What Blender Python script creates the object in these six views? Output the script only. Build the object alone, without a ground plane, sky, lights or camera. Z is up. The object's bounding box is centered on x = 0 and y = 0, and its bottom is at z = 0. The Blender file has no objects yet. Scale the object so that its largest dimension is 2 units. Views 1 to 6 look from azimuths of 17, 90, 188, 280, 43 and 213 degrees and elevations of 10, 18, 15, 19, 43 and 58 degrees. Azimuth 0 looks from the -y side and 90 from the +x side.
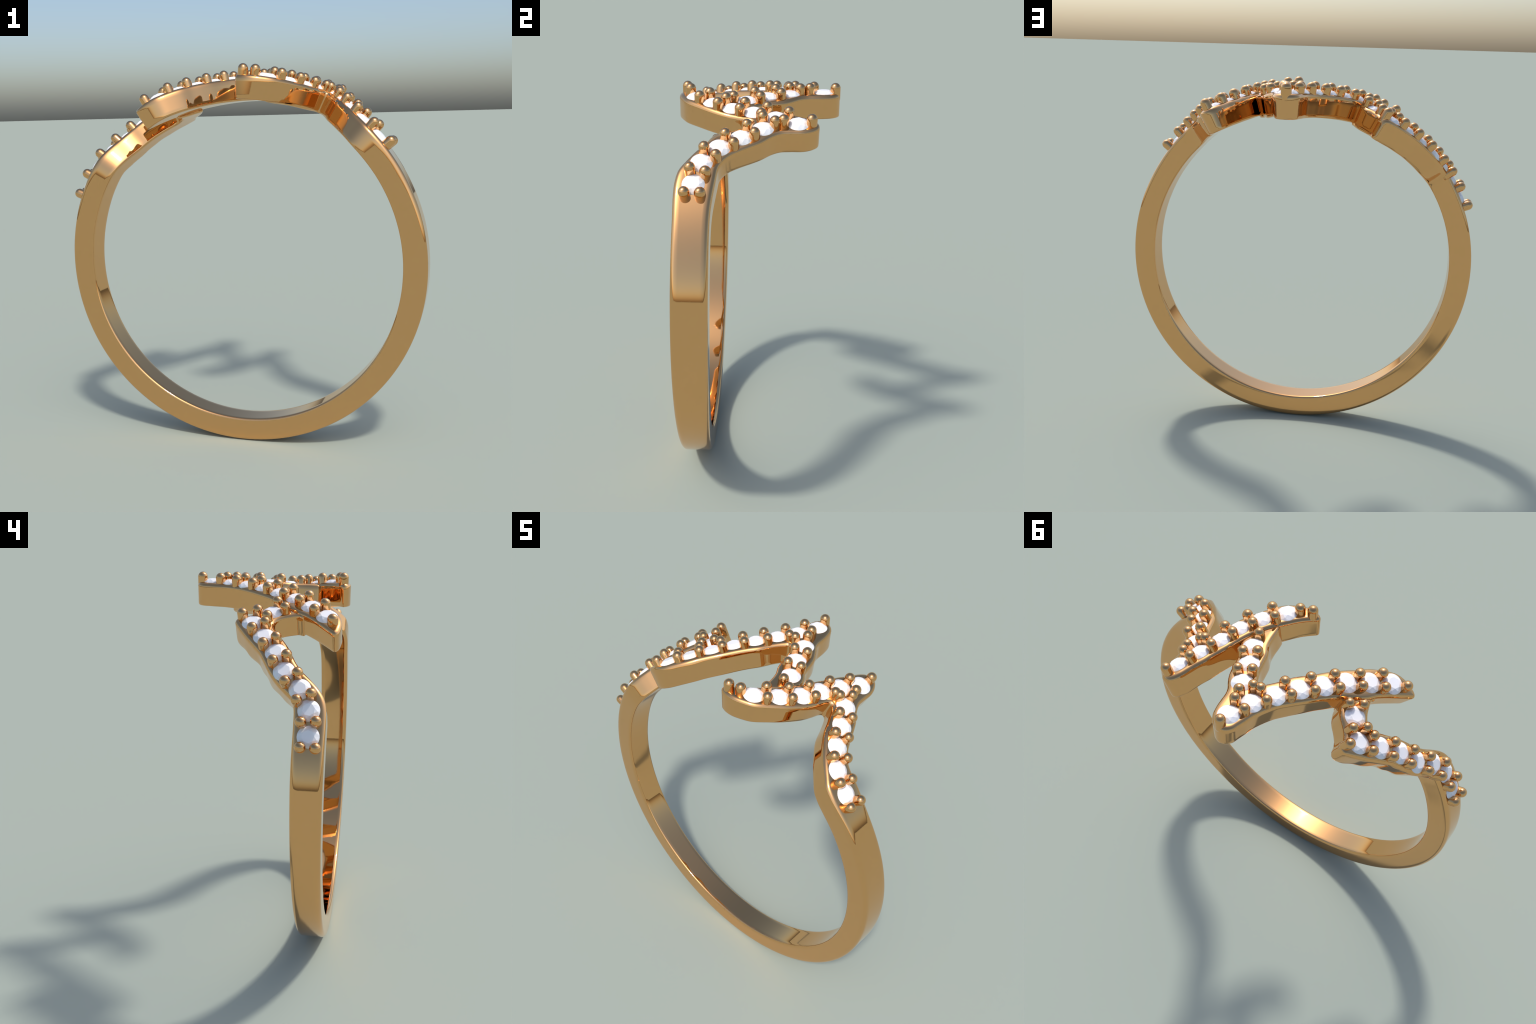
"""Rose-gold ring: a plain band whose shoulders run out into forked, vine-like branches
pave-set with round white stones held by round-headed prongs.
Everything is laid out on the unrolled ring: (angle from the top in degrees, y) and
then wrapped round the finger axis (the y axis through z = ZC)."""
import bpy, math
from mathutils import Vector, Matrix
from mathutils.geometry import delaunay_2d_cdt

ZC = 0.972            # height of the ring's axis
R_BAND = 0.972        # outer radius of the plain band
THICK = 0.1215         # radial thickness of the metal
R_FLAT = 0.97         # radius used to turn degrees into arc length on the unrolled plan
K = math.radians(1) * R_FLAT
FILLET_OUT, FILLET_IN = 0.019, 0.010


def smooth(a, b, x):
    t = min(1.0, max(0.0, (x - a) / (b - a)))
    return t * t * (3 - 2 * t)


# ------------------------------------------------------------------ materials
def gold_material():
    m = bpy.data.materials.new("rose_gold")
    m.use_nodes = True
    nt = m.node_tree
    b = nt.nodes["Principled BSDF"]
    b.inputs["Metallic"].default_value = 1.0
    co = nt.nodes.new("ShaderNodeTexCoord")
    n = nt.nodes.new("ShaderNodeTexNoise")
    n.inputs["Scale"].default_value = 14.0
    n.inputs["Detail"].default_value = 3.0
    ramp = nt.nodes.new("ShaderNodeValToRGB")
    ramp.color_ramp.elements[0].color = (0.790, 0.440, 0.186, 1)
    ramp.color_ramp.elements[1].color = (0.800, 0.450, 0.192, 1)
    nt.links.new(co.outputs["Object"], n.inputs["Vector"])
    nt.links.new(n.outputs["Fac"], ramp.inputs["Fac"])
    nt.links.new(ramp.outputs["Color"], b.inputs["Base Color"])
    b.inputs["Roughness"].default_value = 0.04
    return m


def stone_material():
    m = bpy.data.materials.new("white_stone")
    m.use_nodes = True
    nt = m.node_tree
    b = nt.nodes["Principled BSDF"]
    co = nt.nodes.new("ShaderNodeTexCoord")
    n = nt.nodes.new("ShaderNodeTexNoise")
    n.inputs["Scale"].default_value = 30.0
    ramp = nt.nodes.new("ShaderNodeValToRGB")
    ramp.color_ramp.elements[0].color = (0.955, 0.955, 0.975, 1)
    ramp.color_ramp.elements[1].color = (0.965, 0.965, 0.985, 1)
    nt.links.new(co.outputs["Object"], n.inputs["Vector"])
    nt.links.new(n.outputs["Fac"], ramp.inputs["Fac"])
    nt.links.new(ramp.outputs["Color"], b.inputs["Base Color"])
    b.inputs["Roughness"].default_value = 0.25
    return m


GOLD, STONE = gold_material(), stone_material()


# ------------------------------------------------------------------ wrapping
def wrap(theta, y, r):
    a = math.radians(theta)
    return Vector((r * math.sin(a), y, ZC + r * math.cos(a)))


def frame(theta, y, r, spin=0.0):
    """Matrix whose z axis points away from the ring's axis."""
    a = math.radians(theta)
    z = Vector((math.sin(a), 0, math.cos(a)))
    x = Vector((math.cos(a), 0, -math.sin(a)))
    yv = z.cross(x)
    m = Matrix((x, yv, z)).transposed().to_4x4()
    m.translation = wrap(theta, y, r)
    return m @ Matrix.Rotation(spin, 4, "Z")


# ------------------------------------------------------------------ outlines
def resample(ctrl, step):
    """Closed Catmull-Rom curve through (theta, y[, 'corner']) points, in arc length, evenly
    resampled. A corner point breaks the tangent."""
    P = [Vector((c[0] * K, c[1])) for c in ctrl]
    corner = [len(c) > 2 for c in ctrl]
    n = len(P)
    out = []
    for i in range(n):
        p1, p2 = P[i], P[(i + 1) % n]
        p0 = p1 - (p2 - p1) if corner[i] else P[i - 1]
        p3 = p2 + (p2 - p1) if corner[(i + 1) % n] else P[(i + 2) % n]
        # centripetal parametrisation keeps unevenly spaced points from looping
        t1 = max(1e-6, (p1 - p0).length ** 0.5)
        t2 = t1 + max(1e-6, (p2 - p1).length ** 0.5)
        t3 = t2 + max(1e-6, (p3 - p2).length ** 0.5)
        m = max(1, round((p2 - p1).length / step))
        for j in range(m):
            t = t1 + (t2 - t1) * j / m
            a1 = p0 * ((t1 - t) / t1) + p1 * (t / t1)
            a2 = p1 * ((t2 - t) / (t2 - t1)) + p2 * ((t - t1) / (t2 - t1))
            a3 = p2 * ((t3 - t) / (t3 - t2)) + p3 * ((t - t2) / (t3 - t2))
            b1 = a1 * ((t2 - t) / t2) + a2 * (t / t2)
            b2 = a2 * ((t3 - t) / (t3 - t1)) + a3 * ((t - t1) / (t3 - t1))
            out.append(b1 * ((t2 - t) / (t2 - t1)) + b2 * ((t - t1) / (t2 - t1)))
    return out


def soften(pts, rounds):
    for _ in range(rounds):
        n = len(pts)
        pts = [pts[i] * 0.5 + (pts[i - 1] + pts[(i + 1) % n]) * 0.25 for i in range(n)]
    return pts


def normals_of(pts):
    n = len(pts)
    out = []
    for i in range(n):
        d = (pts[(i + 1) % n] - pts[i]).normalized() + (pts[i] - pts[i - 1]).normalized()
        d.normalize()
        out.append(Vector((d.y, -d.x)))      # outward for a counter-clockwise outline
    return out


def area(pts):
    return 0.5 * sum(pts[i - 1].x * pts[i].y - pts[i].x * pts[i - 1].y for i in range(len(pts)))


def inset(pts, nrm, d):
    """Offset inwards; points that fold over at sharp corners are gathered on the mitre."""
    if d < 1e-6:
        return [p.copy() for p in pts]
    n = len(pts)
    q = [p - m * d for p, m in zip(pts, nrm)]
    cell = 0.04
    grid = {}
    for p in pts:
        grid.setdefault((int(p.x // cell), int(p.y // cell)), []).append(p)
    ok = []
    for v in q:
        cx, cy = int(v.x // cell), int(v.y // cell)
        near = min(((v - p).length for i in (-1, 0, 1) for j in (-1, 0, 1)
                    for p in grid.get((cx + i, cy + j), ())), default=1.0)
        ok.append(near > d * 0.97)
    for i in range(n):
        if not ok[i]:
            a, b = i, i
            while not ok[a % n]:
                a -= 1
            while not ok[b % n]:
                b += 1
            q[i] = q[a % n].lerp(q[b % n], (i - a) / (b - a))
    return q


# ------------------------------------------------------------------ metal bodies
def build_body(ctrl, r_top, grow, ripple=None, step=0.006, rounds=1):
    """Rounded slab between the outline's wrapped copies at r_top and r_top - THICK.
    Returns vertices, normals and faces (each with its mean angle)."""
    pts = soften(resample(ctrl, step), rounds)
    if area(pts) < 0:
        pts.reverse()
    nrm = normals_of(pts)
    pts = soften([p + m * grow(p.x / K, m) for p, m in zip(pts, nrm)], 1)
    nrm = normals_of(pts)
    n = len(pts)
    rings = []                               # (inset, depth below the top, tilt of the normal)
    # shading only: normals bent past the fillets on flat metal to round the reflections' corners
    steps, lead, soft = 6, math.radians(8), 0.015
    rings.append((FILLET_OUT + soft, 0.0, 1.0))
    for i in range(steps + 1):
        a = math.pi / 2 * i / steps
        phi = lead + (math.pi / 2 - 2 * lead) * i / steps
        rings.append((FILLET_OUT * (1 - math.sin(a)), FILLET_OUT * (1 - math.cos(a)), math.cos(phi)))
    top, low = FILLET_OUT + soft, THICK - FILLET_IN - soft
    for i in range(4):
        rings.append((0.0, top + (low - top) * i / 3, 0.0))
    for i in range(4):
        a = math.pi / 2 * i / 3
        phi = lead + (math.pi / 2 - 2 * lead) * i / 3
        rings.append((FILLET_IN * (1 - math.cos(a)), THICK - FILLET_IN + FILLET_IN * math.sin(a), -math.sin(phi)))
    rings.append((FILLET_IN + soft, THICK, -1.0))
    V, N, F = [], [], []

    def add(p, depth, tilt, side):
        th = p.x / K
        V.append(wrap(th, p.y, r_top(th, p.y) - depth))
        a = math.radians(th)
        radial = Vector((math.sin(a), 0, math.cos(a)))
        along = Vector((math.cos(a), 0, -math.sin(a)))
        flat = along * side.x + Vector((0, 1, 0)) * side.y
        N.append((radial * tilt + flat * math.sqrt(max(0.0, 1 - tilt * tilt))).normalized())

    loops = []
    for d, depth, tilt in rings:
        loop = inset(pts, nrm, d)
        if ripple:
            loop = [p + m * ripple(p.x / K, depth, m) for p, m in zip(loop, nrm)]
        loops.append(loop)
        for p, m in zip(loop, nrm):
            add(p, depth, tilt, m)
    for k in range(len(rings) - 1):
        for i in range(n):
            j = (i + 1) % n
            F.append((k * n + i, (k + 1) * n + i, (k + 1) * n + j, k * n + j))
    # caps: constrained triangulation with extra points inside, so that they follow the curve
    for k, depth, up in ((0, 0.0, True), (len(rings) - 1, THICK, False)):
        loop = loops[k]
        extra = []
        xs = [p.x for p in loop]
        ys = [p.y for p in loop]
        g = 0.024
        for ix in range(int((max(xs) - min(xs)) / g) + 1):
            x = min(xs) + g * (ix + 0.5)
            cuts = []
            for i in range(n):
                a, b = loop[i - 1], loop[i]
                if (a.x > x) != (b.x > x):
                    cuts.append(a.y + (b.y - a.y) * (x - a.x) / (b.x - a.x))
            cuts.sort()
            for lo, hi in zip(cuts[::2], cuts[1::2]):
                m = max(1, int((hi - lo) / g))
                for q in range(m):
                    y = lo + (hi - lo) * (q + 0.5) / m
                    if min(y - lo, hi - y) > 0.004:
                        extra.append(Vector((x, y)))
        res = delaunay_2d_cdt(loop + extra, [], [list(range(n))], 1, 1e-7)
        ids = []
        for v, src in zip(res[0], res[3]):
            first = [s for s in src if s < n]
            if first:
                ids.append(k * n + first[0])
            else:
                ids.append(len(V))
                add(v, depth, 1.0 if up else -1.0, Vector((0, 0)))
        for f in res[2]:
            f = [ids[i] for i in f]
            if len(set(f)) == len(f):
                F.append(tuple(f) if up else tuple(reversed(f)))
    return V, N, F


def angle_of(v):
    return math.degrees(math.atan2(v.x, v.z - ZC)) % 360


def mesh_object(name, V, N, F, parent, material):
    used = sorted({i for f in F for i in f})
    remap = {i: j for j, i in enumerate(used)}
    me = bpy.data.meshes.new(name)
    me.from_pydata([V[i] for i in used], [], [[remap[i] for i in f] for f in F])
    me.materials.append(material)
    for p in me.polygons:
        p.use_smooth = True
    me.normals_split_custom_set_from_vertices([N[i] for i in used])
    ob = bpy.data.objects.new(name, me)
    bpy.context.scene.collection.objects.link(ob)
    ob.parent = parent
    return ob


# Outline of the band together with both shoulders, going round the ring once:
# the right shoulder with its arm first (angles near 0), the left one last (near 340).
right_front = [(0.5, -0.377, "corner"), (1.3, -0.392), (2.6, -0.401), (4.4, -0.406), (6.6, -0.403), (9.1, -0.389), (12.4, -0.360),
               (15.9, -0.298), (19.1, -0.230), (21.9, -0.150), (23.3, -0.085), (24.0, -0.044), (24.7, -0.030),
               (25.7, -0.034), (26.6, -0.052), (28.2, -0.100), (30.4, -0.172), (33.1, -0.222), (36.4, -0.273), (40.2, -0.319),
               (43.2, -0.350), (46.7, -0.363), (50.3, -0.367), (58.3, -0.367)]
shank_front = [(t, -0.367) for t in range(70, 300, 10)]
left_front = [(302.7, -0.363), (305.9, -0.348), (308.3, -0.322), (310.5, -0.289), (313.3, -0.243), (316.2, -0.207), (319.0, -0.184),
              (321.8, -0.158), (324.4, -0.129), (327.1, -0.098), (328.7, -0.082), (330.4, -0.077), (331.8, -0.091), (333.1, -0.120),
              (334.0, -0.156), (334.6, -0.190), (334.3, -0.222, "corner"), (336.0, -0.186), (338.0, -0.150), (340.7, -0.110, "corner")]
left_back = [(341.2, -0.085), (340.5, -0.052), (338.9, -0.015), (336.6, 0.016), (334.9, 0.044), (334.0, 0.070), (333.6, 0.090),
             (332.8, 0.105), (331.6, 0.110), (330.0, 0.098), (327.8, 0.074), (325.2, 0.044), (322.2, 0.004), (319.2, -0.036),
             (316.3, -0.063), (313.7, -0.086), (311.7, -0.107), (309.7, -0.132), (307.4, -0.166), (305.5, -0.196), (304.0, -0.212),
             (302.0, -0.218), (297.7, -0.220)]
shank_back = [(289.7, -0.221), (274.6, -0.225), (254.7, -0.229), (229.7, -0.232), (204.9, -0.233), (180.0, -0.231), (155.1, -0.226),
              (135.3, -0.219), (120.3, -0.212), (105.3, -0.205), (90.4, -0.201), (75.3, -0.201)]
right_back = [(60.3, -0.202), (53.3, -0.200), (46.3, -0.190), (42.6, -0.181), (40.5, -0.162), (38.8, -0.134), (37.1, -0.090),
              (35.5, -0.042), (33.8, 0.005), (31.2, 0.058), (30.0, 0.098), (29.7, 0.150), (29.5, 0.208), (28.5, 0.250), (27.0, 0.276),
              (25.1, 0.279), (23.7, 0.266), (22.3, 0.235), (21.4, 0.200), (20.6, 0.165), (19.2, 0.118), (17.9, 0.056),
              (16.4, -0.004), (15.3, -0.060), (13.8, -0.119), (11.9, -0.174), (9.6, -0.225), (7.9, -0.257), (4.6, -0.319)]
# Middle branch: long arm ending in a point at the left, rounded tip at the back, link to the right arm.
middle = [(-34.1, -0.378, "corner"), (-33.2, -0.388), (-31.6, -0.395), (-29.5, -0.399), (-27.3, -0.395), (-25.4, -0.384), (-22.5, -0.350),
          (-19.3, -0.304), (-16.7, -0.252), (-14.0, -0.203), (-11.9, -0.162), (-9.6, -0.110), (-7.5, -0.065), (-5.2, -0.020),
          (-3.2, 0.037), (-1.0, 0.088), (0.2, 0.108), (1.2, 0.106), (2.3, 0.080), (3.4, 0.040), (4.3, -0.015), (5.2, -0.062),
          (6.7, -0.105), (7.5, -0.150), (8.0, -0.200), (8.5, -0.238, "corner"), (10.2, -0.214), (12.0, -0.176), (13.7, -0.124), (14.6, -0.086), (14.4, -0.052),
          (13.4, -0.018), (12.1, 0.010), (11.3, 0.045), (10.6, 0.090), (9.7, 0.130), (8.1, 0.172), (6.7, 0.204), (6.0, 0.235),
          (5.7, 0.275), (5.3, 0.315), (4.5, 0.357), (3.1, 0.386), (0.9, 0.403), (-1.0, 0.396), (-2.4, 0.372), (-3.0, 0.338),
          (-3.6, 0.299), (-4.3, 0.249), (-5.4, 0.202), (-7.0, 0.151), (-9.5, 0.095), (-12.2, 0.038), (-14.7, -0.017),
          (-17.0, -0.062), (-19.2, -0.105), (-22.3, -0.150), (-24.3, -0.187), (-26.2, -0.236), (-28.2, -0.276), (-31.2, -0.328)]


def r_outer(th, y):
    th %= 360
    if th < 180:
        return R_BAND + 0.0045 * (1 - smooth(30, 70, th))
    return R_BAND - 0.001 * smooth(300, 325, th) - 0.006 * smooth(331, 338, th)


def r_middle(th, y):
    return 0.9765 - 0.010 * smooth(4, 11, th) * smooth(0.25, 0.12, y)


def grow_ring(th, side):
    """Small outward allowance of the side walls: back walls swell most."""
    if 60 < th < 298:
        return 0.004 * max(0.0, side.y) * smooth(80, 130, th) * smooth(298, 280, th)
    if th < 180:
        return (0.007 * side.y if side.y > 0 else 0.003 * abs(side.y)) * smooth(60, 45, th)
    fade = smooth(298, 312, th)
    if side.y < 0:
        return 0.002 * fade
    return (0.003 * side.y - 0.009 * side.x) * fade


def grow_middle(th, side):
    back = max(0.0, side.y) if side.x < 0 else 0.0
    return 0.003 + 0.010 * back * smooth(-2, -6, th)


def ripple_left(th, depth, side):
    """The back wall of the left shoulder is hammered into shallow scallops below its rim."""
    if not 303 < th < 334 or side.y < 0.3:
        return 0.0
    fade = smooth(303, 308, th) * smooth(334, 330, th) * smooth(0.3, 0.6, side.y)
    return 0.005 * math.sin(math.pi * (th - 303) / 5.7) ** 2 * smooth(0.02, 0.07, depth) * fade


ring = bpy.data.objects.new("gold_ring", None)
bpy.context.scene.collection.objects.link(ring)
ring["label"] = "rose gold ring with zigzag branches of white pave stones"
ring["category"] = "ring"

V, N, F = build_body(right_front + shank_front + left_front + left_back + shank_back + right_back, r_outer, grow_ring, ripple_left)
regions = {"right": [], "band": [], "left": []}
for f in F:
    th = angle_of(sum((V[i] for i in f), Vector()) / len(f))
    if th > 355 or th < 57:
        regions["right"].append(f)
    elif th > 292:
        regions["left"].append(f)
    else:
        regions["band"].append(f)
mesh_object("shank", V, N, regions["band"], ring, GOLD)
right_branch = mesh_object("branch", V, N, regions["right"], ring, GOLD)
left_branch = mesh_object("branch", V, N, regions["left"], ring, GOLD)
V, N, F = build_body(middle, r_middle, grow_middle)
middle_branch = mesh_object("branch", V, N, F, ring, GOLD)


# ------------------------------------------------------------------ prongs and stones
def lathe(name, profile, seg, material, smooth_shade=True):
    """Surface of revolution about z; a profile point on the axis becomes a single pole."""
    V, F, rows = [], [], []
    for r, z in profile:
        if r < 1e-6:
            rows.append([len(V)])
            V.append((0, 0, z))
        else:
            rows.append(list(range(len(V), len(V) + seg)))
            V += [(r * math.cos(2 * math.pi * i / seg), r * math.sin(2 * math.pi * i / seg), z) for i in range(seg)]
    for a, b in zip(rows, rows[1:]):
        for i in range(seg):
            j = (i + 1) % seg
            q = [a[i % len(a)], a[j % len(a)], b[j % len(b)], b[i % len(b)]]
            F.append(list(dict.fromkeys(q)))
    me = bpy.data.meshes.new(name)
    me.from_pydata(V, [], F)
    me.materials.append(material)
    for p in me.polygons:
        p.use_smooth = smooth_shade
    return me


PR = 0.0260
prong_mesh = lathe("prong", [(0, -0.06), (PR, -0.06)] + [(PR, -0.05 + 0.05 * i / 4) for i in range(5)] +
                   [(PR * math.cos(a), PR * math.sin(a)) for a in (math.pi / 2 * i / 12 for i in range(1, 12))] + [(0, PR)],
                   32, GOLD)


def brilliant_mesh(rad=0.0515, crown=0.0165, pavilion=0.03):
    """Round brilliant: table, star, kite and upper girdle facets over a thin girdle, pavilion below."""
    V, F = [], []

    def ringv(r, z, n, off=0.0):
        base = len(V)
        for i in range(n):
            a = 2 * math.pi * (i + off) / n
            V.append((r * math.cos(a), r * math.sin(a), z))
        return base
    girdle_top = ringv(rad, 0.0, 32)
    mid = ringv(rad * 0.81, crown * 0.62, 8, 0.5)
    table = ringv(rad * 0.56, crown, 8)
    girdle_low = ringv(rad, -0.010, 32)
    V.append((0, 0, -pavilion))
    culet = len(V) - 1
    F.append([table + i for i in range(8)])
    for i in range(8):
        j = (i + 1) % 8
        F.append([table + i, mid + i, table + j])                                  # star
        k = (i - 1) % 8
        g = girdle_top + 4 * i
        F.append([table + i, mid + k, g, mid + i])                                # kite
        a, b = 4 * i, 4 * i + 2
        F += [[mid + i, girdle_top + a + s, girdle_top + (a + s + 1) % 32] for s in range(4)]
    for i in range(32):
        j = (i + 1) % 32
        F.append([girdle_low + i, girdle_low + j, girdle_top + j, girdle_top + i])
        F.append([culet, girdle_low + j, girdle_low + i])
    me = bpy.data.meshes.new("gemstone")
    me.from_pydata(V, [], F)
    me.materials.append(STONE)
    return me


stone_mesh = brilliant_mesh()


def place(name, mesh, parent, spots, radius, turn=0.0):
    for k, (th, y) in enumerate(spots):
        r = radius(th, y)
        ob = bpy.data.objects.new(name, mesh)
        bpy.context.scene.collection.objects.link(ob)
        ob.parent = parent
        # stones are turned along the row they sit in
        spin = 0.0
        if turn is not None:
            a, b = spots[max(0, k - 1)], spots[min(len(spots) - 1, k + 1)]
            spin = math.atan2(b[1] - a[1], (b[0] - a[0]) * K) + turn
        ob.matrix_world = frame(th, y, r, spin)


right_arm_prongs = [(25.8, 0.249), (22.3, 0.142), (26.2, 0.117), (19.6, 0.039), (23.3, 0.011), (17.2, -0.070), (20.9, -0.092),
                    (14.4, -0.164), (17.7, -0.200), (10.4, -0.248), (13.3, -0.295), (6.2, -0.350), (2.9, -0.371)]
right_arm_stones = [(25.6, 0.186), (22.7, 0.080), (20.1, -0.027), (18.0, -0.129), (14.4, -0.226), (9.4, -0.315)]
right_row_prongs = [(24.7, 0.018), (26.8, 0.077), (28.5, -0.053), (31.8, -0.016), (32.3, -0.150), (35.6, -0.109), (37.2, -0.241),
                    (39.8, -0.186), (43.9, -0.298), (45.0, -0.228), (51.0, -0.316), (51.1, -0.246)]
right_row_stones = [(28.1, 0.021), (32.0, -0.077), (35.9, -0.174), (41.2, -0.250), (47.9, -0.280)]
middle_prongs = [(0.9, 0.381), (-1.9, 0.273), (2.0, 0.250), (-4.7, 0.177), (-1.3, 0.141), (-8.4, 0.081), (-4.9, 0.045),
                 (-12.3, -0.007), (-9.2, -0.051), (-16.5, -0.100), (-13.3, -0.139), (-20.7, -0.186), (-18.1, -0.227),
                 (-25.5, -0.266), (-22.6, -0.313), (-29.9, -0.359)]
middle_stones = [(0.9, 0.322), (-1.6, 0.214), (-5.0, 0.117), (-8.8, 0.019), (-13.0, -0.070), (-17.1, -0.161), (-21.8, -0.244),
                 (-26.7, -0.326)]
link_prongs = [(0.7, 0.147), (2.9, 0.201), (4.1, 0.076), (7.7, 0.103), (6.9, -0.029), (10.6, 0.001), (10.8, -0.131)]
link_stones = [(4.4, 0.147), (7.0, 0.037), (10.3, -0.065)]
left_prongs = [(-21.0, -0.077), (-24.1, -0.122), (-25.8, 0.008), (-28.5, -0.045), (-27.7, 0.077), (-33.6, 0.015), (-31.3, -0.042),
               (-39.1, -0.050), (-36.9, -0.106), (-44.7, -0.106), (-42.8, -0.166), (-50.8, -0.172), (-48.2, -0.225),
               (-55.9, -0.231), (-54.0, -0.294), (-61.7, -0.257), (-61.4, -0.325), (-68.2, -0.261), (-68.3, -0.329)]
left_stones = [(-24.6, -0.061), (-29.9, 0.025), (-35.4, -0.042), (-41.1, -0.111), (-47.2, -0.160), (-52.3, -0.240),
               (-58.2, -0.288), (-65.3, -0.293)]

above_right = lambda th, y: 1.0060
above_middle = lambda th, y: 1.0035 - 0.0105 * smooth(2, 11, th) * smooth(0.25, 0.12, y)
above_left = lambda th, y: 0.9985 - 0.004 * smooth(331, 338, th % 360)
place("prong", prong_mesh, right_branch, right_arm_prongs + right_row_prongs, above_right, None)
place("prong", prong_mesh, middle_branch, middle_prongs + link_prongs, above_middle, None)
place("prong", prong_mesh, left_branch, left_prongs, above_left, None)
for row in (right_arm_stones, right_row_stones):
    place("gemstone", stone_mesh, right_branch, row, lambda th, y: r_outer(th, y))
for row in (middle_stones, link_stones):
    place("gemstone", stone_mesh, middle_branch, row, lambda th, y: r_middle(th, y) - 0.0005)
place("gemstone", stone_mesh, left_branch, left_stones, lambda th, y: r_outer(th, y))
